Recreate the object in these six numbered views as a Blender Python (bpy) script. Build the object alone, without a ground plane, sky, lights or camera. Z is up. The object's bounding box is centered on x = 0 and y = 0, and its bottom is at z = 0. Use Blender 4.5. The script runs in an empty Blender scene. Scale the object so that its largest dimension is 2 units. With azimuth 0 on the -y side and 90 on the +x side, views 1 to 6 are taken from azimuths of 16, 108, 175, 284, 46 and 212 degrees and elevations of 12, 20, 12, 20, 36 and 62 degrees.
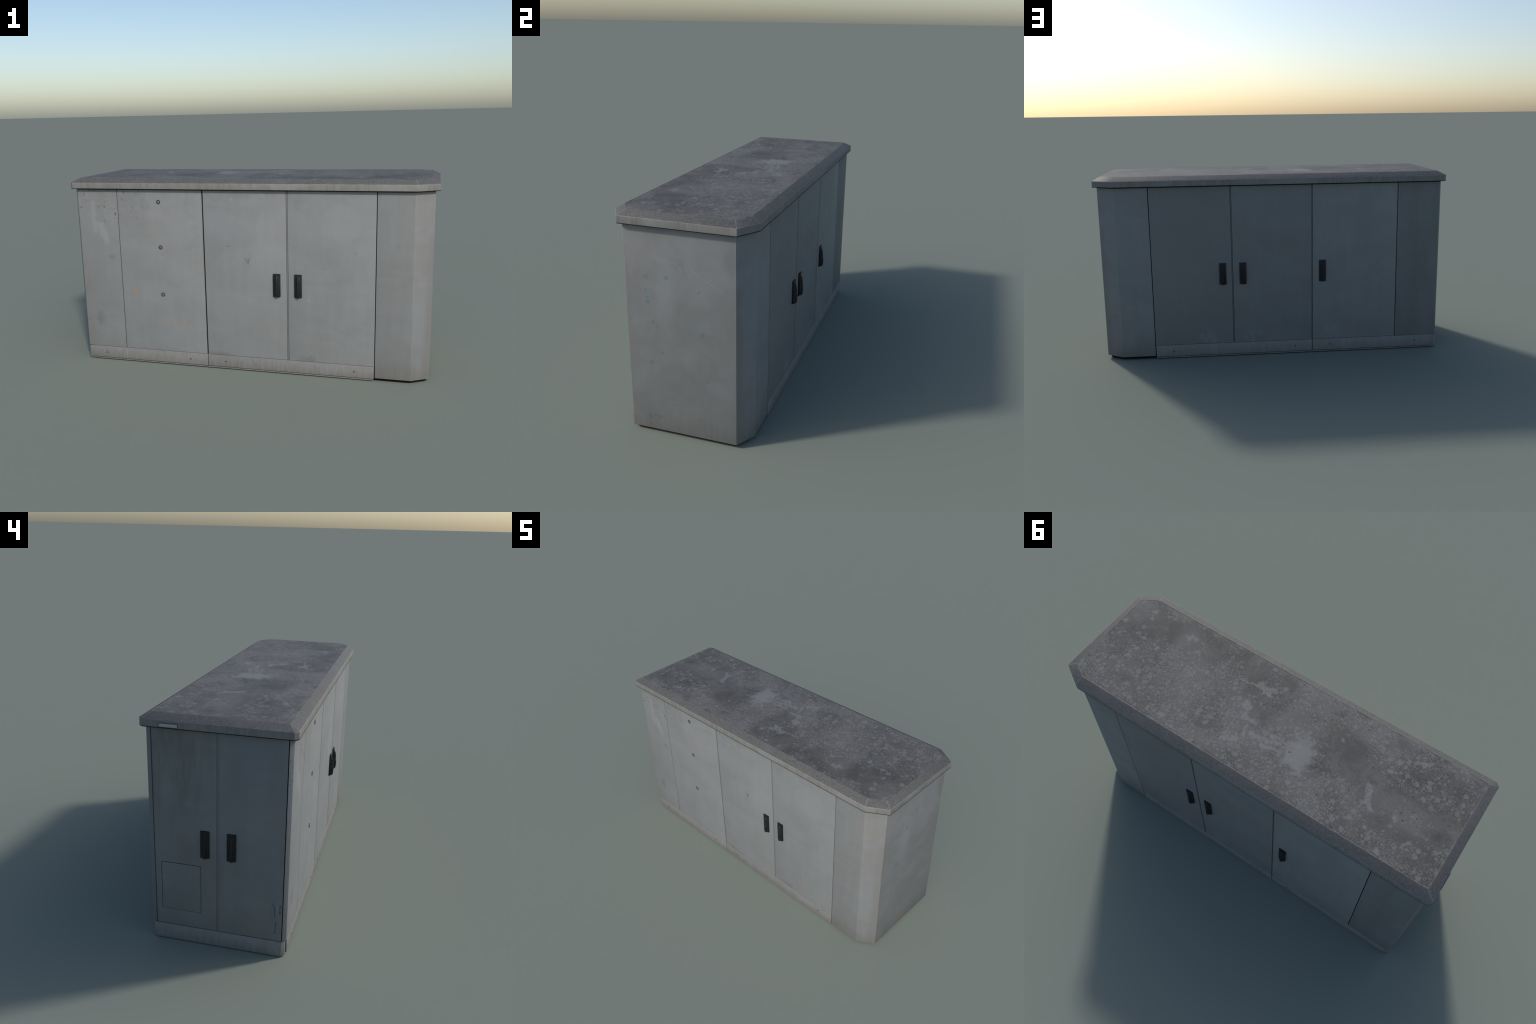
"""Weathered grey street-side utility cabinet: a long steel box with doors on three
sides, a wrapped end shell with chamfered corners, a plinth and an overhanging lid."""
import bpy, bmesh, math
from mathutils import Vector

# ------------------------------------------------------------------ dimensions
FY = 0.3085           # half depth of the panel faces
LX = -0.9745          # face of the doors on the short end
RX = 0.9775           # face of the closed short end
CH = (0.8850, 0.2540)  # where the big chamfer of the closed end starts (x) and ends (y)
S1, S2, S3, S4 = -0.7185, -0.2212, 0.2390, 0.6950   # vertical seams along the length
S4F = 0.6990         # the last seam sits a little further along on the front
TOP = 0.9968          # upper edge of all panels
PZ = 0.0792           # upper edge of the plinth
LIDX0, LIDX1, LIDY = -0.9930, 1.0, 0.3285
LIDC = 0.0165         # small chamfer of the lid next to the doored end

# ------------------------------------------------------------------ node helper
class Nodes:
    def __init__(self, name):
        self.mat = bpy.data.materials.new(name)
        self.mat.use_nodes = True
        self.t = self.mat.node_tree
        self.t.nodes.clear()
        self.out = self.t.nodes.new('ShaderNodeOutputMaterial')
        self.bsdf = self.t.nodes.new('ShaderNodeBsdfPrincipled')
        self.t.links.new(self.bsdf.outputs[0], self.out.inputs[0])
        self.P = self.t.nodes.new('ShaderNodeTexCoord').outputs['Object']

    def put(self, sock, v):
        if isinstance(v, bpy.types.NodeSocket):
            self.t.links.new(v, sock)
        elif isinstance(v, tuple) and sock.type == 'RGBA' and len(v) == 3:
            sock.default_value = (*v, 1.0)
        else:
            sock.default_value = v

    def math(self, op, a, b=0.0, clamp=False):
        n = self.t.nodes.new('ShaderNodeMath'); n.operation = op; n.use_clamp = clamp
        self.put(n.inputs[0], a); self.put(n.inputs[1], b)
        return n.outputs[0]

    def mul(self, a, b): return self.math('MULTIPLY', a, b)
    def add(self, a, b): return self.math('ADD', a, b)
    def inv(self, a): return self.math('SUBTRACT', 1.0, a, True)
    def big(self, a, b): return self.math('MAXIMUM', a, b)

    def vec(self, op, a, b=(0, 0, 0)):
        n = self.t.nodes.new('ShaderNodeVectorMath'); n.operation = op
        self.put(n.inputs[0], a); self.put(n.inputs[1], b)
        return n.outputs['Value'] if op == 'LENGTH' else n.outputs[0]

    def span(self, v, a, b, lo=0.0, hi=1.0, smooth=True):
        n = self.t.nodes.new('ShaderNodeMapRange')
        n.interpolation_type = 'SMOOTHSTEP' if smooth else 'LINEAR'
        n.clamp = True
        self.put(n.inputs[0], v)
        for i, x in zip((1, 2, 3, 4), (a, b, lo, hi)):
            n.inputs[i].default_value = x
        return n.outputs[0]

    def move(self, loc=(0, 0, 0), scale=(1, 1, 1)):
        n = self.t.nodes.new('ShaderNodeMapping')
        self.put(n.inputs['Vector'], self.P)
        n.inputs['Location'].default_value = loc
        n.inputs['Scale'].default_value = scale
        return n.outputs[0]

    def noise(self, scale, detail=4.0, rough=0.55, dist=0.0, loc=(0, 0, 0), stretch=(1, 1, 1), color=False):
        n = self.t.nodes.new('ShaderNodeTexNoise')
        self.put(n.inputs['Vector'], self.move(loc, stretch))
        n.inputs['Scale'].default_value = scale
        n.inputs['Detail'].default_value = detail
        n.inputs['Roughness'].default_value = rough
        n.inputs['Distortion'].default_value = dist
        return n.outputs['Color' if color else 'Fac']

    def voronoi(self, scale, vec=None, feature='F1', rand=1.0, want='Distance', dims='3D'):
        n = self.t.nodes.new('ShaderNodeTexVoronoi'); n.feature = feature; n.voronoi_dimensions = dims
        self.put(n.inputs['Vector'], vec if vec is not None else self.P)
        n.inputs['Scale'].default_value = scale
        n.inputs['Randomness'].default_value = rand
        return n.outputs[want]

    def mix(self, f, a, b, mode='MIX'):
        n = self.t.nodes.new('ShaderNodeMix'); n.data_type = 'RGBA'; n.blend_type = mode
        self.put(n.inputs['Factor'], f)
        self.put(n.inputs[6], a); self.put(n.inputs[7], b)
        return n.outputs[2]

    def axis(self, k):
        n = self.t.nodes.new('ShaderNodeSeparateXYZ'); self.put(n.inputs[0], self.P)
        return n.outputs[k]

    def dull(self, col, f):
        """multiply a colour by a scalar socket"""
        n = self.t.nodes.new('ShaderNodeVectorMath'); n.operation = 'SCALE'
        self.put(n.inputs[0], col); self.put(n.inputs['Scale'], f)
        return n.outputs[0]

    def blot(self, c, r, wobble=0.5, freq=40.0, soft=0.35, squash=(1, 1, 1)):
        """irregular spot: distance to a point, disturbed by noise"""
        d = self.vec('LENGTH', self.vec('MULTIPLY', self.vec('SUBTRACT', self.P, c), squash))
        nz = self.noise(freq, 3.0, 0.6, loc=(c[0] * 7, c[2] * 5, c[1] * 3))
        d = self.add(d, self.mul(self.math('SUBTRACT', nz, 0.5), wobble * 2.0 * r))
        return self.span(d, r * (1 + soft), r * (1 - soft))

    def streak(self, a, b, r, wobble=0.6, freq=40.0, soft=0.4):
        """irregular drip between two points (a capsule disturbed by noise)"""
        a = Vector(a); b = Vector(b); ab = b - a
        pa = self.vec('SUBTRACT', self.P, tuple(a))
        n = self.t.nodes.new('ShaderNodeVectorMath'); n.operation = 'DOT_PRODUCT'
        self.put(n.inputs[0], pa); n.inputs[1].default_value = tuple(ab / ab.length_squared)
        h = self.math('ADD', n.outputs['Value'], 0.0, True)
        s = self.t.nodes.new('ShaderNodeVectorMath'); s.operation = 'SCALE'
        s.inputs[0].default_value = tuple(ab); self.put(s.inputs['Scale'], h)
        d = self.vec('LENGTH', self.vec('SUBTRACT', pa, s.outputs[0]))
        nz = self.noise(freq, 3.0, 0.6, loc=tuple(a * 3))
        d = self.add(d, self.mul(self.math('SUBTRACT', nz, 0.5), wobble * 2.0 * r))
        return self.span(d, r * (1 + soft), r * (1 - soft))

    def bump(self, h, strength, dist=0.002):
        n = self.t.nodes.new('ShaderNodeBump')
        n.inputs['Strength'].default_value = strength
        n.inputs['Distance'].default_value = dist
        self.put(n.inputs['Height'], h)
        self.put(self.bsdf.inputs['Normal'], n.outputs[0])

    def done(self, col, rough=0.55, spec=0.4):
        self.put(self.bsdf.inputs['Base Color'], col)
        self.put(self.bsdf.inputs['Roughness'], rough)
        self.bsdf.inputs['Specular IOR Level'].default_value = spec
        return self.mat

# ------------------------------------------------------------------ materials
COOL = (0.237, 0.248, 0.251)
WARM = (0.233, 0.231, 0.225)
LICHEN = (0.178, 0.190, 0.150)
DIRT = (0.152, 0.138, 0.122)

def painted_steel(name, warm=0.35, seed=0.0, dirt_top=0.10, dirt_gain=0.6, extra=None, olive=0.0, gain=1.0):
    """Grey enamel: cool and warm cloudy patches, faint horizontal roller bands,
    rain streaks, small dark specks, brown splash dirt just above the ground."""
    m = Nodes(name)
    z = m.axis(2)
    s = seed
    cloud = m.noise(3.2, 5, 0.55, 0.4, (s, s, 0))
    col = m.mix(m.span(cloud, 0.58 - warm * 0.5, 1.0 - warm * 0.5), COOL, WARM)
    bands = m.noise(4.0, 4, 0.6, 0.8, (s, 3, s), (0.8, 0.8, 1.7))
    col = m.dull(col, m.span(bands, 0.25, 0.75, 0.915, 1.07, False))
    runs = m.noise(9.0, 4, 0.6, 0.2, (1, s, 2), (3, 3, 0.35))
    col = m.dull(col, m.span(runs, 0.3, 0.72, 0.965, 1.03, False))
    # pale rubbed patches and slightly purple ones
    col = m.mix(m.mul(m.span(m.noise(2.3, 3, 0.5, 0.9, (s, 9, 4)), 0.60, 0.66), 0.22), col, (0.275, 0.283, 0.281))
    col = m.mix(m.mul(m.span(m.noise(12, 5, 0.7, 0.3, (4, s, 9)), 0.54, 0.74), 0.30), col, (0.240, 0.231, 0.234))
    if olive:
        o = m.mul(m.span(m.noise(5, 5, 0.6, 0.2, (s, 2, 8), (2, 2, 0.45)), 0.38, 0.66), olive)
        col = m.mix(o, col, (0.178, 0.190, 0.150))
    # fine grain
    grain = m.noise(260, 3, 0.7)
    col = m.dull(col, m.span(grain, 0.3, 0.7, 0.95, 1.05, False))
    # scattered dark specks
    v = m.voronoi(26, m.vec('ADD', m.P, (s, s, s)))
    speck = m.mul(m.span(v, 0.075, 0.04), m.span(m.noise(7, 2, 0.5, 0, (s, 5, 1)), 0.55, 0.62))
    col = m.mix(m.mul(speck, 0.55), col, (0.105, 0.10, 0.095))
    if extra:
        col = extra(m, col)
    # brown splash dirt near the ground, ragged in vertical fingers
    fingers = m.noise(26, 5, 0.65, 0.2, (s, s, 0), (2.2, 2.2, 0.30))
    lift = m.add(z, m.mul(m.math('SUBTRACT', fingers, 0.5), -0.16))
    col = m.mix(m.mul(m.span(lift, dirt_top, -0.02), dirt_gain), col, DIRT)
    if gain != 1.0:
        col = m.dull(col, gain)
    m.bump(m.noise(190, 2, 0.5), 0.10, 0.001)
    return m.done(col, m.span(cloud, 0.3, 0.7, 0.55, 0.66), 0.25)

def front_marks(m, col):
    x, z = m.axis(0), m.axis(2)
    # chipped specks in the upper corner next to the doored end
    zone = m.mul(m.span(x, -0.45, -0.72), m.span(z, 0.74, 0.90))
    flake = m.noise(58, 4, 0.65, 0.5, (2, 0, 1))
    gate = m.span(m.noise(17, 3, 0.6, 0.3, (6, 0, 2)), 0.44, 0.52)
    col = m.mix(m.mul(m.mul(m.span(flake, 0.575, 0.625), gate), m.mul(zone, 0.85)), col, (0.085, 0.09, 0.088))
    # pale vertical runs on the corner panel
    for p, q, r in (((-0.869, -FY, 0.92), (-0.866, -FY, 0.76), 0.014), ((-0.832, -FY, 0.80), (-0.80, -FY, 0.71), 0.02)):
        col = m.mix(m.mul(m.streak(p, q, r, 0.9, 22, 0.7), 0.38), col, (0.325, 0.342, 0.346))
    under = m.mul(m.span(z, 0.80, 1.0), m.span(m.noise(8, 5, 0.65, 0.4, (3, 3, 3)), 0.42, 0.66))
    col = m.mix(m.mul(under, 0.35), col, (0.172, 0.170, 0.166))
    # grey smudges
    for c, r, sq in (((-0.873, -FY, 0.252), 0.02, (1, 1, 0.55)), ((-0.770, -FY, 0.616), 0.013, (0.7, 1, 1)),
                     ((0.597, -FY, 0.683), 0.006, (1, 1, 1)), ((0.43, -FY, 0.595), 0.004, (1, 1, 1)),
                     ((0.810, -FY, 0.724), 0.009, (1, 1, 1)), ((0.35, -FY, 0.09), 0.016, (0.35, 1, 1)),
                     ((-0.15, -FY, 0.085), 0.012, (0.2, 1, 1))):
        col = m.mix(m.mul(m.blot(c, r, 1.3, 60, 0.8, sq), 0.36), col, (0.12, 0.125, 0.118))
    # scribbled scratches: a small Y and a dash
    for p, q in (((0.010, -FY, 0.635), (0.018, -FY, 0.622)), ((0.036, -FY, 0.637), (0.026, -FY, 0.622)),
                 ((0.019, -FY, 0.628), (0.019, -FY, 0.607)), ((0.027, -FY, 0.626), (0.027, -FY, 0.604)),
                 ((-0.093, -FY, 0.700), (-0.076, -FY, 0.700))):
        col = m.mix(m.mul(m.streak(p, q, 0.0022, 0.5, 120), 0.7), col, (0.11, 0.115, 0.12))
    # worn paint drips of passing colours
    for c, r, k in (((-0.640, -FY, 0.422), 0.010, (0.42, 0.20, 0.13)), ((-0.655, -FY, 0.437), 0.007, (0.42, 0.20, 0.13)),
                    ((-0.408, -FY, 0.265), 0.007, (0.42, 0.23, 0.15)), ((-0.348, -FY, 0.265), 0.006, (0.42, 0.22, 0.15)),
                    ((-0.666, -FY, 0.454), 0.006, (0.11, 0.33, 0.32)), ((-0.653, -FY, 0.860), 0.006, (0.42, 0.16, 0.17)),
                    ((0.400, -FY, 0.116), 0.006, (0.19, 0.33, 0.335)), ((0.363, -FY, 0.132), 0.005, (0.20, 0.32, 0.325)),
                    ((0.352, -FY, 0.421), 0.006, (0.20, 0.40, 0.38)), ((0.628, -FY, 0.371), 0.004, (0.42, 0.16, 0.16)),
                    ((0.811, -FY, 0.246), 0.008, (0.38, 0.22, 0.20)), ((0.817, -FY, 0.662), 0.006, (0.40, 0.22, 0.20)),
                    ((-0.06, -FY, 0.955), 0.009, (0.285, 0.285, 0.205)), ((-0.11, -FY, 0.925), 0.007, (0.28, 0.285, 0.21)),
                    ((0.39, -FY, 0.885), 0.016, (0.275, 0.235, 0.23))):
        col = m.mix(m.mul(m.blot(c, r * 0.9, 2.0, 100, 0.5), 0.72), col, k)
    # repainted paler field with a rounded edge on the right-hand door
    d = m.blot((0.52, -FY, 0.835), 0.105, 0.35, 7, 0.10, (1.0, 1, 1.15))
    col = m.mix(m.mul(d, 0.35), col, (0.262, 0.272, 0.271))
    return col

def end_marks(m, col):
    y, x = m.axis(1), m.axis(0)
    face = m.span(x, RX - 0.004, RX - 0.001)
    # repainted field with brush-rounded border on the closed end
    f = m.blot((RX, 0.06, 0.78), 0.21, 0.30, 6, 0.06, (1, 1.15, 0.85))
    col = m.mix(m.mul(m.mul(f, face), 0.60), col, (0.250, 0.262, 0.265))
    e = m.streak((RX, -0.085, 0.90), (RX, -0.06, 0.62), 0.040, 0.8, 10, 0.6)
    col = m.mix(m.mul(e, 0.36), col, (0.290, 0.303, 0.306))
    e = m.streak((RX, -0.06, 0.56), (RX, 0.02, 0.42), 0.025, 0.6, 14, 0.6)
    col = m.mix(m.mul(e, 0.35), col, (0.285, 0.294, 0.294))
    g = m.streak((RX, 0.14, 0.30), (RX, 0.22, 0.26), 0.03, 0.6, 14, 0.6)
    col = m.mix(m.mul(g, 0.30), col, (0.282, 0.288, 0.286))
    cl = m.mul(m.span(m.noise(5.5, 5, 0.6, 0.8, (4, 4, 2)), 0.40, 0.66), face)
    col = m.mix(m.mul(face, 0.32), col, (0.190, 0.190, 0.187))  # evenly darker tone over the whole end face
    col = m.mix(m.mul(cl, 0.42), col, (0.180, 0.177, 0.169))
    cl = m.mul(m.span(m.noise(9, 5, 0.65, 0.5, (8, 1, 2), (1, 1, 0.5)), 0.48, 0.70), face)
    col = m.mix(m.mul(cl, 0.32), col, (0.258, 0.264, 0.264))
    # grey rubbed zones
    for c, r, sq in (((RX, 0.0, 0.56), 0.07, (1, 1, 0.6)), ((RX, -0.20, 0.68), 0.05, (1, 1, 0.6)),
                     ((RX, 0.238, 0.888), 0.03, (1, 1, 0.6))):
        col = m.mix(m.mul(m.blot(c, r, 0.8, 16, 0.7, sq), 0.30), col, (0.175, 0.175, 0.168))
    # light scratches
    for p, q in (((0.03, 0.835), (0.05, 0.79)), ((0.045, 0.84), (0.09, 0.80)), ((0.11, 0.79), (0.20, 0.745)),
                 ((-0.02, 0.86), (0.01, 0.82)), ((0.12, 0.78), (0.15, 0.80))):
        col = m.mix(m.mul(m.streak((RX, p[0], p[1]), (RX, q[0], q[1]), 0.0026, 2.6, 90, 0.9), 0.26), col, (0.32, 0.33, 0.33))
    # teal paint drips
    for cy, cz, r in ((-0.155, 0.770, 0.009), (-0.158, 0.711, 0.006), (-0.154, 0.655, 0.010), (-0.156, 0.675, 0.006),
                      (-0.059, 0.778, 0.011), (0.101, 0.536, 0.010), (-0.130, 0.564, 0.009), (-0.110, 0.545, 0.008),
                      (-0.147, 0.362, 0.009), (0.121, 0.3115, 0.007), (-0.032, 0.166, 0.005), (-0.168, 0.080, 0.013),
                      (-0.117, 0.087, 0.011), (-0.142, 0.090, 0.006), (0.09, 0.73, 0.006), (-0.09, 0.42, 0.008)):
        col = m.mix(m.mul(m.blot((RX, cy, cz), r * 0.8, 2.4, 110, 0.6), 0.7), col, (0.08, 0.195, 0.195))
    return col

def end_shell_marks(m, col):
    col = end_marks(m, front_marks_end(m, col))
    for sx, sy in ((CH[0], -FY), (RX, -CH[1]), (RX, CH[1]), (CH[0], FY)):
        edge = m.streak((sx, sy, 0.0), (sx, sy, 1.0), 0.0032, 0.5, 14, 0.5)
        edge = m.mul(edge, m.span(m.noise(7, 4, 0.6, 0, (sx, sy, 3)), 0.36, 0.58))
        col = m.mix(m.mul(edge, 0.35), col, (0.295, 0.298, 0.295))
    # warm darker tint on the chamfer's outer half
    for sy in (-1, 1):
        g = m.streak((0.962, sy * 0.262, 0.05), (0.968, sy * 0.259, 0.75), 0.022, 0.8, 12, 0.8)
        col = m.mix(m.mul(g, 0.60), col, (0.205, 0.200, 0.184))
    return col

def front_marks_end(m, col):
    for c, r, k in (((0.811, -FY, 0.246), 0.008, (0.38, 0.22, 0.20)), ((0.817, -FY, 0.662), 0.006, (0.40, 0.22, 0.20)),
                    ((0.810, -FY, 0.724), 0.008, (0.16, 0.17, 0.17)), ((0.93, -0.277, 0.86), 0.03, (0.22, 0.22, 0.19)),
                    ((0.93, 0.277, 0.70), 0.006, (0.10, 0.10, 0.10)), ((0.925, 0.28, 0.66), 0.006, (0.10, 0.10, 0.10))):
        col = m.mix(m.mul(m.blot(c, r, 1.6, 70, 0.7), 0.38), col, k)
    return col

def back_marks(m, col):
    x = m.axis(0)
    col = m.dull(col, m.span(x, S2 - 0.001, S2 + 0.001, 1.06, 0.925, False))
    col = m.mix(m.mul(m.span(x, S3 - 0.001, S3 + 0.001), 0.4), col, (0.214, 0.210, 0.206))
    for c, r in (((0.39, FY, 0.115), 0.05), ((0.14, FY, 0.13), 0.045), ((-0.33, FY, 0.125), 0.045)):
        b = m.mul(m.blot(c, r, 1.0, 20, 0.5), m.span(m.noise(60, 4, 0.7), 0.42, 0.6))
        col = m.mix(m.mul(b, 0.45), col, (0.33, 0.345, 0.345))
    return col

def short_marks(m, col):
    y, z = m.axis(1), m.axis(2)
    zone = m.mul(m.span(y, -0.02, 0.10), m.span(z, 0.52, 0.80))
    st = m.span(m.noise(9, 5, 0.65, 0.3, (2, 6, 1), (1.5, 1.5, 0.25)), 0.42, 0.62)
    col = m.mix(m.mul(m.mul(zone, st), 0.65), col, (0.150, 0.160, 0.122))
    col = m.mix(m.mul(m.blot((LX, -0.15, 0.62), 0.17, 0.8, 6, 0.9, (1, 1, 1.6)), 0.30), col, (0.262, 0.268, 0.268))
    for p, q in (((-0.247, 0.262), (-0.256, 0.235)), ((-0.256, 0.235), (-0.257, 0.195)), ((-0.262, 0.17), (-0.26, 0.12)),
                 ((-0.279, 0.26), (-0.279, 0.22))):
        col = m.mix(m.mul(m.streak((LX, p[0], p[1]), (LX, q[0], q[1]), 0.0028, 2.2, 90), 0.65), col, (0.07, 0.072, 0.07))
    return col

def lid_rim_material():
    """Lid edge: beige grime in fine vertical streaks on the upright fascia, darker
    speckled grime on the slope, a worn pale line on the arris between them."""
    m = Nodes('lid_edge_enamel')
    z = m.axis(2)
    st = m.noise(34, 4, 0.65, 0, (0, 0, 0), (1, 1, 0.05))
    big = m.noise(5, 3, 0.5, 0.3)
    fascia = m.mix(m.span(st, 0.32, 0.70), (0.203, 0.199, 0.186), (0.166, 0.163, 0.149))
    fascia = m.mix(m.span(big, 0.52, 0.66), fascia, (0.216, 0.213, 0.204))
    fascia = m.dull(fascia, m.span(m.noise(120, 3, 0.6, 0, (3, 0, 0), (1, 1, 0.12)), 0.3, 0.7, 0.93, 1.07, False))
    worn = m.mul(m.span(z, 1.0318, 1.0342), m.span(m.noise(22, 4, 0.6), 0.36, 0.55))
    fascia = m.mix(m.mul(worn, 0.6), fascia, (0.262, 0.259, 0.251))
    sp = m.noise(95, 4, 0.75)
    slope = m.mix(m.span(sp, 0.35, 0.68), (0.098, 0.096, 0.090), (0.142, 0.139, 0.132))
    slope = m.mix(m.mul(m.span(m.noise(10, 4, 0.6, 0.6, (3, 1, 0)), 0.50, 0.68), 0.5), slope, (0.146, 0.143, 0.138))
    scratch = m.span(m.noise(30, 3, 0.6, 1.5, (7, 0, 0)), 0.64, 0.70)
    slope = m.mix(m.mul(scratch, 0.35), slope, (0.20, 0.20, 0.195))
    rim = m.mul(m.span(z, 1.0555, 1.0574), m.span(m.noise(18, 4, 0.6, 0, (0, 4, 0)), 0.42, 0.55))
    slope = m.mix(m.mul(rim, 0.4), slope, (0.185, 0.184, 0.180))
    for a, b in (((LIDX1, -0.2655), (0.957, -0.243)), ((LIDX1, 0.2655), (0.957, 0.243)), ((0.8945, -LIDY), (0.884, -0.2855)), ((0.8945, LIDY), (0.884, 0.2855)),
                 ((LIDX0, -LIDY + 0.016), (-0.953, -0.288)), ((LIDX0, LIDY - 0.016), (-0.953, 0.288))):
        hip = m.streak((*a, 1.036), (*b, 1.0574), 0.0030, 0.6, 60, 0.5)
        slope = m.mix(m.mul(hip, 0.5), slope, (0.215, 0.213, 0.207))
    col = m.mix(m.span(z, 1.0352, 1.0366), fascia, slope)
    m.bump(m.noise(160, 2, 0.5), 0.12, 0.001)
    return m.done(col, 0.64, 0.25)

def lid_top_material():
    """Flat top: dark water-stained grime with pale dried drops of many sizes, one big
    pale splash with branching drips, and dark stains where the drops are missing."""
    m = Nodes('lid_top_enamel')
    zt = 1.0576
    base = m.mix(m.span(m.noise(4.5, 6, 0.62, 0.5, (2, 1, 0)), 0.34, 0.66), (0.076, 0.074, 0.070), (0.132, 0.128, 0.122))
    base = m.mix(m.mul(m.span(m.noise(7, 4, 0.6, 0.3, (8, 3, 0)), 0.5, 0.68), 0.5), base, (0.106, 0.098, 0.087))
    base = m.dull(base, m.span(m.noise(130, 4, 0.7), 0.3, 0.7, 0.80, 1.20, False))
    # stains: where few drops are seen
    dark = None
    for c, r, sq in (((0.72, 0.13), 0.10, (1, 1.1, 1)), ((0.76, -0.17), 0.09, (1, 1.4, 1)), ((0.20, -0.14), 0.075, (0.8, 1.3, 1)),
                     ((-0.41, -0.09), 0.085, (1, 1, 1)), ((-0.66, -0.06), 0.13, (0.8, 1.4, 1)), ((-0.52, 0.10), 0.05, (1, 1, 1)),
                     ((-0.86, 0.05), 0.07, (1.2, 0.6, 1))):
        b = m.blot((c[0], c[1], zt), r, 1.5, 6, 1.0, sq)
        dark = b if dark is None else m.big(dark, b)
    base = m.mix(m.mul(dark, 0.16), base, (0.056, 0.055, 0.053))
    pale_zone = None
    for c, r, sq in (((0.46, 0.10), 0.19, (0.8, 1, 1)), ((0.20, 0.06), 0.12, (1, 1, 1)), ((-0.30, 0.23), 0.11, (0.5, 1.3, 1)),
                     ((-0.43, -0.22), 0.07, (0.6, 1, 1)), ((-0.78, 0.17), 0.11, (1, 1.0, 1)), ((-0.05, 0.13), 0.13, (1, 1, 1))):
        b = m.blot((c[0], c[1], zt), r, 1.3, 7, 0.9, sq)
        pale_zone = b if pale_zone is None else m.big(pale_zone, b)
    base = m.mix(m.mul(pale_zone, 0.26), base, (0.150, 0.147, 0.142))
    # density of drops
    amount = m.noise(6.0, 5, 0.65, 0.4, (5, 5, 0))
    amount = m.add(amount, m.mul(pale_zone, 0.06))
    amount = m.math('SUBTRACT', amount, m.mul(dark, 0.07))
    warp = m.vec('ADD', m.P, m.vec('MULTIPLY', m.vec('SUBTRACT', m.noise(45, 4, 0.7, color=True), (0.5, 0.5, 0.5)), (0.026, 0.026, 0.0)))
    warp = m.vec('MULTIPLY', warp, (1, 1, 0))
    fine = m.vec('ADD', m.P, m.vec('MULTIPLY', m.vec('SUBTRACT', m.noise(90, 2, 0.6, color=True), (0.5, 0.5, 0.5)), (0.008, 0.008, 0.0)))
    fine = m.vec('MULTIPLY', fine, (1, 1, 0))
    crumb = m.span(m.noise(210, 3, 0.7), 0.30, 0.55)       # drops are crumbly, not solid
    drops = None
    for scale, r0, r1, k0, k1, lo, hi, w in ((19, 0.27, 0.18, 0.70, 0.76, 0.36, 0.48, 0.80), (42, 0.37, 0.22, 0.60, 0.68, 0.36, 0.54, 0.80),
                                             (85, 0.36, 0.24, 0.46, 0.56, 0.40, 0.58, 0.85), (150, 0.38, 0.26, 0.44, 0.56, 0.36, 0.58, 0.75)):
        v = m.voronoi(scale, m.vec('ADD', warp if scale < 60 else fine, (scale * 0.13, scale * 0.37, 0)), dims='2D')
        cell = v.node.outputs['Color']
        sep = m.t.nodes.new('ShaderNodeSeparateColor'); m.t.links.new(cell, sep.inputs[0])
        keep = m.span(sep.outputs[0], k0, k1)               # only some cells hold a drop
        b = m.mul(m.mul(m.span(v, r0, r1), keep), m.mul(m.span(amount, lo, hi), w))
        drops = b if drops is None else m.big(drops, b)
    drops = m.mul(drops, m.add(m.mul(crumb, 0.45), 0.55))
    film = m.mul(m.span(m.noise(30, 6, 0.75, 1.2, (1, 7, 0)), 0.50, 0.60), m.mul(m.span(amount, 0.40, 0.62), 0.26))
    drops = m.big(drops, film)
    # the big splash and its drips, wandering and broken into beads
    plain_p = m.P
    wob1 = m.vec('MULTIPLY', m.vec('SUBTRACT', m.noise(16, 3, 0.6, color=True), (0.5, 0.5, 0.5)), (0.055, 0.055, 0.0))
    wob2 = m.vec('MULTIPLY', m.vec('SUBTRACT', m.noise(62, 3, 0.65, color=True), (0.5, 0.5, 0.5)), (0.030, 0.030, 0.0))
    m.P = m.vec('ADD', plain_p, m.vec('ADD', wob1, wob2))
    sp = m.blot((-0.185, 0.058, zt), 0.078, 0.80, 26, 0.22, (1.12, 0.85, 1))
    for p, q, r in (((-0.14, 0.07), (-0.05, 0.078), 0.008), ((-0.13, 0.05), (-0.03, 0.055), 0.006), ((-0.13, 0.09), (-0.02, 0.11), 0.007),
                    ((-0.16, 0.00), (-0.13, -0.03), 0.010), ((-0.22, 0.11), (-0.235, 0.14), 0.014), ((-0.03, 0.088), (0.05, 0.10), 0.007),
                    ((0.162, -0.1525), (0.105, -0.128), 0.014), ((0.165, -0.148), (0.27, -0.122), 0.005),
                    ((0.12, -0.145), (0.09, -0.17), 0.010), ((0.159, -0.037), (0.124, 0.035), 0.014), ((0.124, 0.035), (0.069, 0.039), 0.011),
                    ((0.146, 0.182), (0.09, 0.15), 0.009), ((0.083, 0.082), (0.078, 0.125), 0.010), ((-0.520, 0.023), (-0.560, 0.106), 0.015)):
        sp = m.big(sp, m.streak((*p, zt), (*q, zt), r, 1.3, 50, 0.4))
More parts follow.
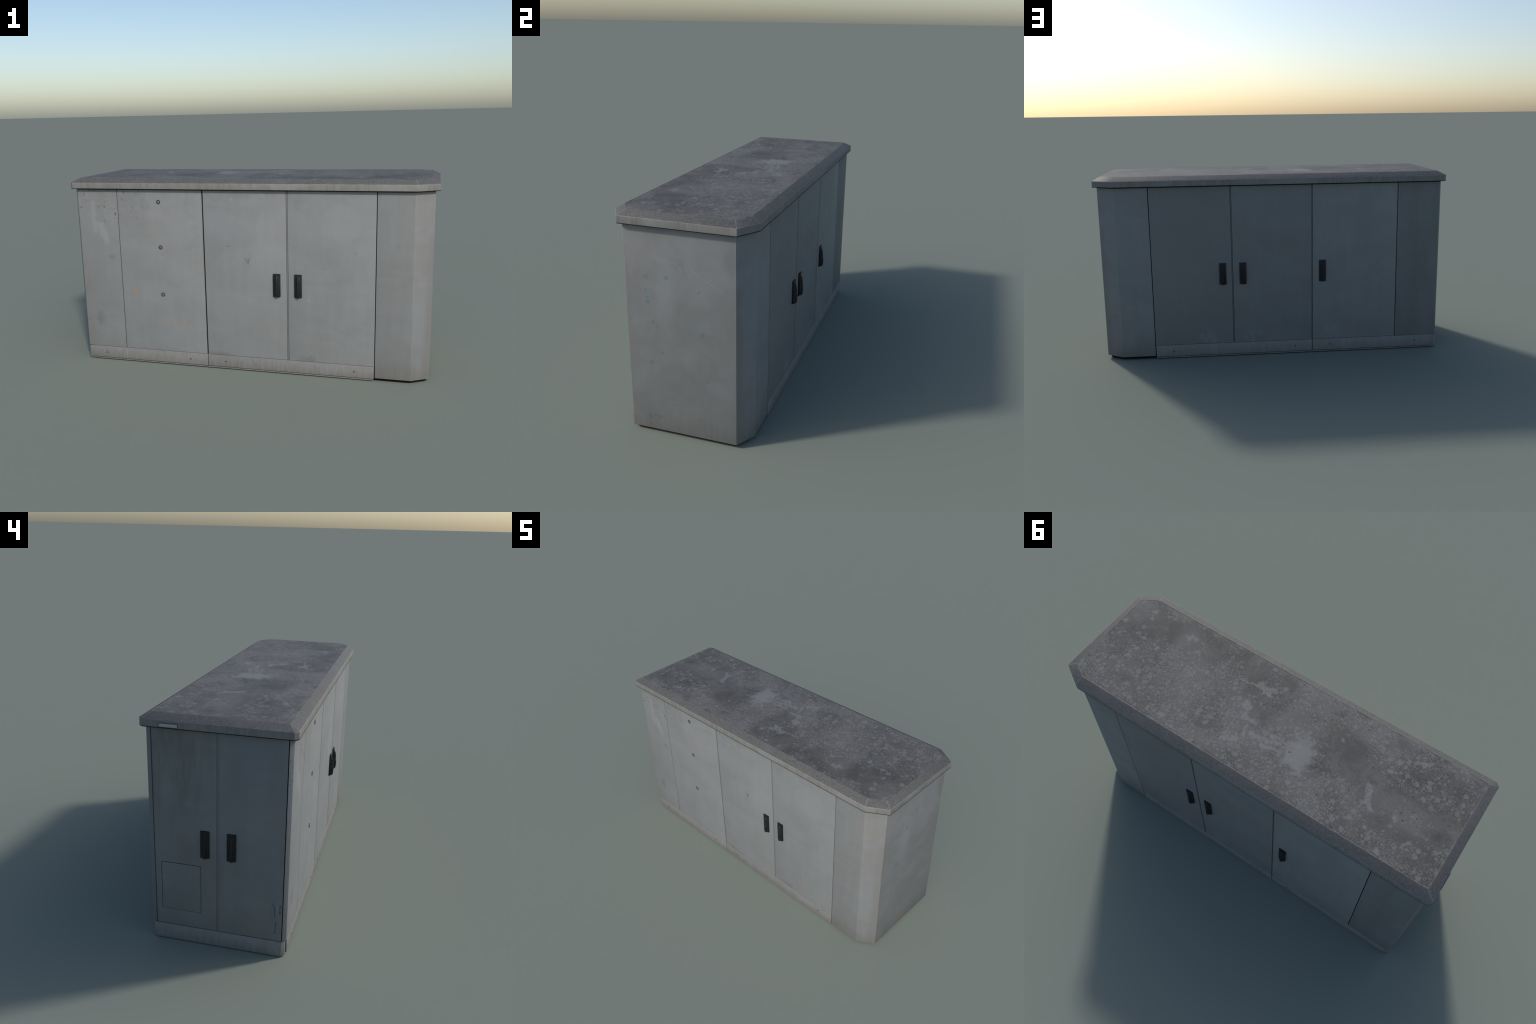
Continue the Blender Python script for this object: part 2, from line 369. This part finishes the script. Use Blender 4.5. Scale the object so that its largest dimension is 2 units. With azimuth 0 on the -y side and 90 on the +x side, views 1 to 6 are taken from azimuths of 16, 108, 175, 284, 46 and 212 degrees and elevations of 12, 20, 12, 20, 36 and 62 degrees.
    for c, r in (((-0.306, -0.105), 0.013), ((-0.563, -0.103), 0.013), ((-0.675, -0.208), 0.014), ((-0.785, 0.16), 0.014), ((-0.70, 0.264), 0.013),
                 ((0.937, -0.093), 0.013), ((0.853, -0.218), 0.013), ((0.70, -0.043), 0.012), ((0.61, -0.186), 0.014), ((0.44, 0.24), 0.014),
                 ((-0.69, 0.085), 0.016), ((-0.60, 0.20), 0.013)):
        sp = m.big(sp, m.blot((*c, zt), r, 0.8, 60, 0.4))
    m.P = plain_p
    beads = m.span(m.noise(85, 3, 0.7, 0.4, (2, 2, 0)), 0.36, 0.50)
    solid = m.blot((-0.185, 0.058, zt), 0.066, 1.1, 26, 0.4, (1.12, 0.85, 1))
    sp = m.mul(sp, m.big(m.add(m.mul(beads, 0.58), 0.26), solid))
    halo = m.mul(m.blot((-0.16, 0.055, zt), 0.16, 0.7, 9, 0.7), m.span(m.noise(70, 4, 0.7, 0.6, (5, 1, 0)), 0.50, 0.60))
    sp = m.big(sp, m.mul(halo, 0.40))
    col = m.mix(m.mul(drops, 0.82), base, (0.208, 0.207, 0.200))
    col = m.mix(m.mul(sp, 0.75), col, (0.216, 0.218, 0.214))
    # a few pitch-dark specks
    v = m.voronoi(17, warp, dims='2D')
    col = m.mix(m.mul(m.mul(m.span(v, 0.10, 0.05), m.span(m.noise(8, 2, 0.5, 0, (9, 9, 0)), 0.54, 0.6)), 0.7), col, (0.05, 0.05, 0.05))
    m.bump(m.noise(140, 3, 0.6), 0.12, 0.001)
    return m.done(col, m.span(drops, 0.0, 0.8, 0.62, 0.72), 0.16)

def plinth_material():
    m = Nodes('plinth_enamel')
    z = m.axis(2)
    base = m.mix(m.span(m.noise(6, 4, 0.6, 0.4), 0.38, 0.64), (0.214, 0.211, 0.203), (0.222, 0.221, 0.219))
    st = m.noise(30, 5, 0.7, 0.2, (0, 0, 0), (1.6, 1.6, 0.22))
    lift = m.add(z, m.mul(m.math('SUBTRACT', st, 0.5), -0.16))
    base = m.mix(m.mul(m.span(lift, 0.075, -0.02), 0.55), base, (0.145, 0.136, 0.124))
    base = m.dull(base, m.span(m.noise(80, 4, 0.7, 0, (1, 1, 1), (1, 1, 0.4)), 0.3, 0.7, 0.91, 1.08, False))
    rust = m.mul(m.span(m.noise(20, 4, 0.65, 0, (9, 4, 4)), 0.62, 0.72), 0.45)
    base = m.mix(rust, base, (0.185, 0.140, 0.112))
    # pale scratched joint line on the front
    base = m.mix(m.mul(m.streak((S1, -FY, 0.075), (S1 + 0.001, -FY, 0.004), 0.0022, 0.3, 60), 0.6), base, (0.30, 0.295, 0.28))
    m.bump(m.noise(170, 2, 0.5), 0.12, 0.001)
    return m.done(base, 0.62, 0.3)

def plain(name, col, rough, spec=0.4, mottle=0.12, scale=60):
    m = Nodes(name)
    n = m.noise(scale, 4, 0.65)
    c = m.mix(n, tuple(x * (1 - mottle) for x in col), tuple(x * (1 + mottle) for x in col))
    return m.done(c, rough, spec)

def plastic_material():
    m = Nodes('black_plastic')
    n = m.noise(55, 4, 0.65, 0.2, (0, 0, 0), (1, 1, 0.5))
    c = m.mix(m.span(n, 0.35, 0.7), (0.0105, 0.011, 0.0115), (0.018, 0.0182, 0.0185))
    c = m.mix(m.mul(m.span(m.noise(120, 3, 0.6), 0.62, 0.7), 0.35), c, (0.05, 0.053, 0.055))
    m.bump(m.noise(300, 2, 0.5), 0.15, 0.0006)
    return m.done(c, 0.52, 0.3)

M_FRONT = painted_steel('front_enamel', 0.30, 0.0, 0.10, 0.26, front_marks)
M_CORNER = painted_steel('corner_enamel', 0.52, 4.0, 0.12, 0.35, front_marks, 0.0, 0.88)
M_BACK = painted_steel('back_enamel', 0.42, 7.0, 0.10, 0.30, back_marks, 0.15, 0.87)  # last value darkens the paint: part of the back's shade is baked in
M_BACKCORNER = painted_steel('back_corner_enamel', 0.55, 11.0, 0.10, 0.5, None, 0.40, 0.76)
M_SHORT = painted_steel('short_end_enamel', 0.42, 15.0, 0.11, 0.3, short_marks, 0.35, 0.80)  # 0.80 dims the enamel towards the unlit look of this end
M_END = painted_steel('end_shell_enamel', 0.52, 21.0, 0.15, 0.62, end_shell_marks, 0.0, 0.93)
M_PLINTH = plinth_material()
M_RIM = lid_rim_material()
M_TOP = lid_top_material()
M_DARK = plain('dark_cavity', (0.010, 0.010, 0.010), 0.8, 0.1)
M_LIP = plain('black_lip', (0.012, 0.013, 0.012), 0.75, 0.15)
M_STRIP = plain('seam_strip_enamel', (0.185, 0.183, 0.180), 0.6, 0.3)
M_BLACK = plastic_material()
M_SCREW = plain('dark_screw_steel', (0.045, 0.042, 0.038), 0.55, 0.4)
M_LOCKRING = plain('dark_lock_ring', (0.055, 0.058, 0.060), 0.5, 0.4)
M_LOCKCORE = plain('grey_lock_core', (0.17, 0.175, 0.175), 0.45, 0.5)
M_FRAME = plain('plate_frame_enamel', (0.100, 0.098, 0.094), 0.6, 0.3)
M_PLATE = plain('pale_aluminium', (0.34, 0.35, 0.36), 0.45, 0.5, 0.04, 40)

# ------------------------------------------------------------------ mesh helpers
ROOT = bpy.data.objects.new('utility_cabinet', None)
bpy.context.scene.collection.objects.link(ROOT)
ROOT['label'] = 'long low weathered grey utility cabinet with black handles'
ROOT['category'] = 'utility cabinet'
ROOT.empty_display_size = 0.3

def make(name, bm, mats, parent=None, smooth=False):
    me = bpy.data.meshes.new(name)
    bmesh.ops.recalc_face_normals(bm, faces=bm.faces)
    bm.to_mesh(me); bm.free()
    for mt in (mats if isinstance(mats, (list, tuple)) else [mats]):
        me.materials.append(mt)
    if smooth:
        me.polygons.foreach_set('use_smooth', [True] * len(me.polygons))
        me.set_sharp_from_angle(angle=math.radians(38))
    ob = bpy.data.objects.new(name, me)
    bpy.context.scene.collection.objects.link(ob)
    ob.parent = parent or ROOT
    return ob

def add_prism(bm, poly, z0, z1, mat=0):
    lo = [bm.verts.new((x, y, z0)) for x, y in poly]
    hi = [bm.verts.new((x, y, z1)) for x, y in poly]
    n = len(poly)
    fs = [bm.faces.new(lo[::-1]), bm.faces.new(hi)]
    fs += [bm.faces.new((lo[i], lo[(i + 1) % n], hi[(i + 1) % n], hi[i])) for i in range(n)]
    for f in fs:
        f.material_index = mat
    return fs

def bevel_all(bm, w, seg=2):
    bmesh.ops.recalc_face_normals(bm, faces=bm.faces)
    ed = [e for e in bm.edges if len(e.link_faces) == 2 and e.calc_face_angle(0) > 0.3]
    bmesh.ops.bevel(bm, geom=ed, offset=w, segments=seg, profile=0.6, affect='EDGES', clamp_overlap=True)

def rect(x0, x1, y0, y1):
    return [(x0, y0), (x1, y0), (x1, y1), (x0, y1)]

def slab(name, x0, x1, y0, y1, z0, z1, mat, bevel=0.0014, parent=None):
    bm = bmesh.new()
    add_prism(bm, rect(x0, x1, y0, y1), z0, z1)
    bevel_all(bm, bevel)
    return make(name, bm, mat, parent, True)

def inset_poly(poly, d):
    """offset a convex counter-clockwise polygon inward by d with mitred corners"""
    n = len(poly); out = []
    for i in range(n):
        p0, p1, p2 = (Vector(poly[(i + k) % n]) for k in (-1, 0, 1))
        a = (p1 - p0).normalized(); b = (p2 - p1).normalized()
        na, nb = Vector((-a.y, a.x)), Vector((-b.y, b.x))
        out.append(tuple(p1 + (na + nb) * (d / (1 + na.dot(nb)))))
    return out

def loft(bm, rings, cap0=False, cap1=False, mats=None):
    rs = [[bm.verts.new(p) for p in r] for r in rings]
    for k in range(len(rs) - 1):
        n = len(rs[k])
        for i in range(n):
            f = bm.faces.new((rs[k][i], rs[k][(i + 1) % n], rs[k + 1][(i + 1) % n], rs[k + 1][i]))
            if mats:
                f.material_index = mats[k]
    if cap0: bm.faces.new(rs[0][::-1])
    if cap1: bm.faces.new(rs[-1])
    return rs

# ------------------------------------------------------------------ dark core behind the seams
T = 0.012
bm = bmesh.new()
core = inset_poly([(LX, -FY + 0.016), (LX + 0.016, -FY), (CH[0], -FY), (RX, -CH[1]), (RX, CH[1]), (CH[0], FY),
                   (LX + 0.016, FY), (LX, FY - 0.016)], 0.0058)
# a deep open joint runs up the front between the fixed panel and the doors
yc = core[1][1]
notched = core[:2] + [(S2 - 0.0060, yc), (S2 - 0.0060, yc + 0.0040), (S2 + 0.0056, yc + 0.0040), (S2 + 0.0056, yc)] + core[2:]
add_prism(bm, notched, PZ - 0.0015, 1.012)
add_prism(bm, inset_poly(core, 0.010), 0.010, PZ - 0.0015)
make('inner_carcass', bm, M_DARK)

# ------------------------------------------------------------------ long sides
G = 0.0018        # half of a narrow gap
front = [('fixed_panel', S1 + G, S2 - 0.0042, M_FRONT), ('door', S2 + 0.0036, S3 - 0.0045, M_FRONT),
         ('door', S3 + 0.0045, S4F - 0.0023, M_FRONT)]
DOORS = {}
for nm, a, b, mt in front:
    DOORS[('f', round(a, 3))] = slab(nm, a, b, -FY, -FY + T - 0.001, PZ + 0.0016, TOP, mt)
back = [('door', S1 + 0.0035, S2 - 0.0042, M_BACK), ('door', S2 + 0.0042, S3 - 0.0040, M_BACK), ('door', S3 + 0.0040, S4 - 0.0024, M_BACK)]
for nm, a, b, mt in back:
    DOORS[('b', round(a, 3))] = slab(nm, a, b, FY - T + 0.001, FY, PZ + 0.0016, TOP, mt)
# shallow meeting strips that show between paired doors
slab('meeting_strip', S3 - 0.0028, S3 + 0.0028, -FY + 0.0020, -FY + T - 0.0005, PZ + 0.002, TOP - 0.001, M_STRIP, 0.0004)
slab('meeting_strip', S3 - 0.0024, S3 + 0.0024, FY - T + 0.0005, FY - 0.0045, PZ + 0.002, TOP - 0.001, M_STRIP, 0.0004)
slab('meeting_strip', S2 - 0.0024, S2 + 0.0024, FY - T + 0.0005, FY - 0.0045, PZ + 0.002, TOP - 0.001, M_STRIP, 0.0004)

# corner panels that wrap the small chamfer next to the doored end
def corner_panel(sign, mat, seam):
    bm = bmesh.new()
    c = 0.0175
    ya = 0.2842 if sign > 0 else 0.2917
    pts = [(seam - G, FY), (LX + c - 0.001, FY), (LX + 0.001, ya + 0.001), (LX + 0.010, ya - 0.002), (LX + 0.020, FY - T + 0.001), (seam - G, FY - T + 0.001)]
    pts = [(x, y * sign) for x, y in pts]
    if sign > 0:
        pts = pts
    add_prism(bm, pts, PZ + 0.0016, TOP)
    bevel_all(bm, 0.0012)
    return make('corner_panel', bm, mat, None, True)
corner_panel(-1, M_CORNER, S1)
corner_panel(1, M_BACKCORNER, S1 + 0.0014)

# ------------------------------------------------------------------ closed end: one folded shell with big chamfers
bm = bmesh.new()
outer = [(S4F + 0.0016, -FY), (CH[0], -FY), (RX, -CH[1]), (RX, CH[1]), (CH[0], FY), (S4 + 0.0016, FY)]
e = T - 0.001
inner = [(S4 + 0.0016, FY - e), (CH[0] - 0.003, FY - e), (RX - e, CH[1] - 0.006), (RX - e, -CH[1] + 0.006), (CH[0] - 0.003, -FY + e), (S4F + 0.0016, -FY + e)]
add_prism(bm, outer + inner, 0.0168, TOP)
bevel_all(bm, 0.0022)
make('end_shell', bm, M_END, None, True)
# recessed dark foot under the shell
bm = bmesh.new()
foot = inset_poly([(S4 - 0.02, -FY), (CH[0], -FY), (RX, -CH[1]), (RX, CH[1]), (CH[0], FY), (S4 - 0.02, FY)], 0.0185)
add_prism(bm, foot, 0.0, 0.02)
make('recessed_foot', bm, M_DARK)

# ------------------------------------------------------------------ doored short end
YA, YB, YC = 0.2840, -0.2915, -0.0025   # seams of the short end: left, right, middle
slab('door', LX, LX + T - 0.001, YB + 0.0030, YC - 0.0050, PZ + 0.0020, TOP, M_SHORT)
DOORS['s_right'] = bpy.context.scene.collection.objects[-1]
# left-hand door has a rectangular cut-out with a hatch
hy0, hy1, hz0, hz1 = 0.0735, 0.2552, 0.1575, 0.3920
bm = bmesh.new()
a, b, z0, z1 = YC + 0.0050, YA - 0.0032, PZ + 0.0020, TOP
def yz_frame(bm, out, hole, x0, x1):
    """a slab in the yz plane with a rectangular hole"""
    (a, b, z0, z1), (c, d, w0, w1) = out, hole
    O = [(a, z0), (b, z0), (b, z1), (a, z1)]; H = [(c, w0), (d, w0), (d, w1), (c, w1)]
    v = {}
    for k, x in ((0, x0), (1, x1)):
        v['o', k] = [bm.verts.new((x, y, z)) for y, z in O]
        v['h', k] = [bm.verts.new((x, y, z)) for y, z in H]
    for i in range(4):
        j = (i + 1) % 4
        for k in (0, 1):
            bm.faces.new((v['o', k][i], v['o', k][j], v['h', k][j], v['h', k][i]))
        bm.faces.new((v['o', 0][i], v['o', 0][j], v['o', 1][j], v['o', 1][i]))
        bm.faces.new((v['h', 0][i], v['h', 0][j], v['h', 1][j], v['h', 1][i]))
yz_frame(bm, (a, b, z0, z1), (hy0, hy1, hz0, hz1), LX, LX + T - 0.001)
bevel_all(bm, 0.0012)
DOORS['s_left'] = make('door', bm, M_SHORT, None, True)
slab('hatch', LX + 0.0018, LX + T - 0.002, hy0 + 0.0019, hy1 - 0.0017, hz0 + 0.0012, hz1 - 0.0034, M_SHORT, 0.0008, DOORS['s_left'])
slab('meeting_strip', LX + 0.0022, LX + T - 0.0008, YC - 0.0043, YC + 0.0043, PZ, TOP - 0.001, M_STRIP, 0.0004)

# ------------------------------------------------------------------ plinth
PL = -0.9455
for sgn in (-1, 1):
    for a, b in ((PL, S2 - 0.0018), (S2 + 0.0016, (S4F if sgn < 0 else S4) - 0.0030)):
        y0, y1 = sorted((sgn * (FY + 0.0004), sgn * (FY - 0.009)))
        slab('plinth_panel', a, b, y0, y1, 0.0118, PZ, M_PLINTH, 0.0009)
bm = bmesh.new()
c = 0.014
bx = LX + 0.0015
board = [(bx, -FY + 0.006 + c), (bx + c, -FY + 0.006), (-0.9300, -FY + 0.006), (-0.9300, FY - 0.006), (bx + c, FY - 0.006), (bx, FY - 0.006 - c)]
add_prism(bm, board, 0.0022, PZ - 0.0025)
bevel_all(bm, 0.0014)
make('plinth_end_board', bm, M_PLINTH, None, True)
# bottom rail under the plinth panels, a hair behind them
for sgn in (-1, 1):
    y0, y1 = sorted((sgn * (FY - 0.0008), sgn * (FY - 0.02)))
    slab('bottom_rail', -0.9290, S4 - 0.0035, y0, y1, 0.0026, 0.0084, M_PLINTH, 0.0005)
    y0, y1 = sorted((sgn * (FY - 0.005), sgn * (FY - 0.03)))
    slab('ground_frame', -0.9285, S4 - 0.006, y0, y1, 0.0, 0.0720, M_DARK, 0.0005)
slab('ground_frame', -0.966, -0.9310, -FY + 0.02, FY - 0.02, 0.0, 0.03, M_DARK, 0.0005)

# ------------------------------------------------------------------ round things
def disc_mesh(bm, r, h0, h1, n=20, mat=0, dome=0.0):
    """short upright cylinder along +z with a rounded rim, used rotated onto faces"""
    prof = [(r, h0), (r, h1 - 0.3 * (h1 - h0)), (r * 0.88, h1), (r * 0.5, h1 + dome)]
    rings = [[(q * math.cos(2 * math.pi * i / n), q * math.sin(2 * math.pi * i / n), h) for i in range(n)] for q, h in prof]
    s = len(bm.faces)
    loft(bm, rings, True, True)
    bm.faces.ensure_lookup_table()
    for f in bm.faces[s:]:
        f.material_index = mat

bm = bmesh.new(); disc_mesh(bm, 0.0042, -0.002, 0.0016, 14, 0, 0.0008)
screw0 = make('screw', bm, M_SCREW, None, True)
def face_to(ob, axis):
    ob.rotation_euler = {'-y': (math.pi / 2, 0, 0), 'y': (-math.pi / 2, 0, 0), '-x': (0, -math.pi / 2, 0)}[axis]
spots = [(x, -FY, z, '-y') for x, z in ((-0.8455, 0.0410), (-0.3262, 0.0418), (-0.1172, 0.0425), (0.593, 0.044))]
spots += [(x, FY, z, 'y') for x, z in ((-0.8425, 0.0475), (-0.3275, 0.0452), (-0.120, 0.0450), (0.591, 0.0412))]
for i, (x, y, z, ax) in enumerate(spots):
    ob = screw0 if i == 0 else screw0.copy()
    if i: bpy.context.scene.collection.objects.link(ob)
    ob.location = (x, y, z); face_to(ob, ax)

# three round locks on the fixed front panel: dark collar, pale core in a recess
bm = bmesh.new()
n = 28
R = [(0.0118, -0.004), (0.0118, 0.0014), (0.0106, 0.0026), (0.0078, 0.0026), (0.0070, 0.0006), (0.0062, 0.0006), (0.0055, 0.0022), (0.0030, 0.0024)]
mt = [0, 0, 0, 0, 0, 1, 1]
loft(bm, [[(q * math.cos(2 * math.pi * i / n), q * math.sin(2 * math.pi * i / n), h) for i in range(n)] for q, h in R], True, False, mt)
bmesh.ops.holes_fill(bm, edges=[e for e in bm.edges if e.is_boundary])
bmesh.ops.recalc_face_normals(bm, faces=bm.faces)
lock0 = make('round_lock', bm, [M_LOCKRING, M_LOCKCORE], DOORS[('f', round(S1 + G, 3))], True)
for i, z in enumerate((0.932, 0.681, 0.4115)):
    ob = lock0 if i == 0 else lock0.copy()
    if i: bpy.context.scene.collection.objects.link(ob)
    ob.location = (-0.4734, -FY, z); face_to(ob, '-y')

# ------------------------------------------------------------------ swing handles
def handle_mesh():
    """Black swing-handle: a rectangular dish plate, an arched pad on it and a ridged
    grip that rises from the arch and stands proud at the lower end. Local frame:
    x across, z up (0 at mid height), -y away from the door."""
    bm = bmesh.new()
    w, h, t = 0.0390, 0.1250, 0.0075
    add_prism(bm, rect(-w / 2, w / 2, -t, 0.002), -h / 2, h / 2)
    bevel_all(bm, 0.0018)
    # arched pad
    def arch(hw, ztop, zbot, k=10):
        zc = ztop - hw
        pts = [(-hw, zbot), (hw, zbot)] + [(hw * math.cos(math.pi * i / k), zc + hw * math.sin(math.pi * i / k)) for i in range(k + 1)]
        return pts
    outline = arch(0.0150, h / 2 - 0.008, -h / 2 + 0.0006)
    ins = arch(0.0138, h / 2 - 0.0092, -h / 2 + 0.0012)
    loft(bm, [[(x, -t + 0.001, z) for x, z in outline], [(x, -t - 0.0016, z) for x, z in outline], [(x, -t - 0.0024, z) for x, z in ins]], True, True)
    # grip: bell-shaped section swept down the plate
    st = [(0.0125, 0.0030, 0.0098), (0.0150, 0.0075, 0.0112), (0.0190, 0.0098, 0.0138), (0.0260, 0.0118, 0.0172), (0.0380, 0.0128, 0.0196),
          (0.0560, 0.0130, 0.0208), (0.0735, 0.0130, 0.0212), (0.0750, 0.0133, 0.0236), (0.0950, 0.0133, 0.0238), (0.1100, 0.0132, 0.0228),
          (0.1200, 0.0130, 0.0205), (0.1246, 0.0124, 0.0172)]
    rings = []
    for s, hw, hh in st:
        z = h / 2 - s
        row = []
        for i in range(17):
            q = -1 + 2 * i / 16
            lift = (0.5 + 0.5 * math.cos(math.pi * q)) ** 0.72
            row.append((q * hw, -(t - 0.001 + (hh - t + 0.001) * lift), z))
        row += [(hw * 0.9, -t + 0.003, z), (-hw * 0.9, -t + 0.003, z)]
        rings.append(row)
    loft(bm, rings, True, True)
    return bm

hd0 = make('handle', handle_mesh(), M_BLACK, None, True)
hz = 0.4962
def d(k): return DOORS[k]
handle_spots = [((0.1812, -FY, hz + 0.0005), 0.0, d(('f', round(S2 + 0.0036, 3)))),
                ((0.2962, -FY, hz + 0.001), 0.0, d(('f', round(S3 + 0.0045, 3)))),
                ((0.2940, FY, hz), math.pi, d(('b', round(S3 + 0.0040, 3)))),
                ((0.1795, FY, hz), math.pi, d(('b', round(S2 + 0.0042, 3)))),
                ((-0.2810, FY, hz + 0.0012), math.pi, d(('b', round(S1 + 0.0035, 3)))),
                ((LX, 0.0535, hz + 0.0040), -math.pi / 2, d('s_left')),
                ((LX, -0.0628, hz + 0.0052), -math.pi / 2, d('s_right'))]
for i, (loc, rz, par) in enumerate(handle_spots):
    ob = hd0 if i == 0 else hd0.copy()
    if i: bpy.context.scene.collection.objects.link(ob)
    ob.location = loc; ob.rotation_euler = (0, 0, rz); ob.parent = par

# ------------------------------------------------------------------ lid
big_plan = [(LIDX0, -LIDY), (0.8945, -LIDY), (LIDX1, -0.2655), (LIDX1, 0.2655), (0.8945, LIDY), (LIDX0, LIDY)]
def ring(d, z):
    """outline inset by d; the two small chamfers shrink towards the top"""
    p = inset_poly(big_plan, d)
    c = LIDC * max(0.30, 1 - d / 0.062)
    a, b = p[0], p[5]
    q = [(a[0] + c, a[1])] + p[1:5] + [(b[0] + c, b[1]), (b[0], b[1] - c), (a[0], a[1] + c)]
    return [(x, y, z) for x, y in q]
bm = bmesh.new()
prof = [(0.060, 1.0060), (0.0135, 1.0060), (0.012, 1.0010), (0.0002, 1.0010), (-0.0003, 1.0016), (-0.0003, 1.0042), (0.0, 1.0043), (0.0, 1.0340), (0.0005, 1.0352), (0.0018, 1.0362),
        (0.0390, 1.0566), (0.0406, 1.0574), (0.0425, 1.0577)]
mats = [1, 1, 1, 1, 1, 1, 0, 0, 0, 0, 0, 0]
loft(bm, [ring(*p) for p in prof], True, False, mats)
bm.normal_update()
LID = make('lid', bm, [M_RIM, M_LIP], None, True)
bm = bmesh.new()
loft(bm, [ring(0.0425, 1.0577), ring(0.0445, 1.0573), ring(0.0462, 1.0567), ring(0.0482, 1.0573), ring(0.055, 1.0576)], False, True)
make('lid_top_sheet', bm, M_TOP, LID, True)

# name plate on the lid fascia over the left-hand short door: dark frame, pale field
y0, y1, z0, z1 = 0.1570, 0.2400, 1.0054, 1.0242
slab('plate_frame', LIDX0 - 0.0032, LIDX0 + 0.002, y0, y1, z0, z1, M_FRAME, 0.0010, LID)
slab('plate_field', LIDX0 - 0.0038, LIDX0 - 0.001, y0 + 0.0032, y1 - 0.0032, z0 + 0.0027, z1 - 0.0032, M_PLATE, 0.0003, LID)

bpy.context.view_layer.update()
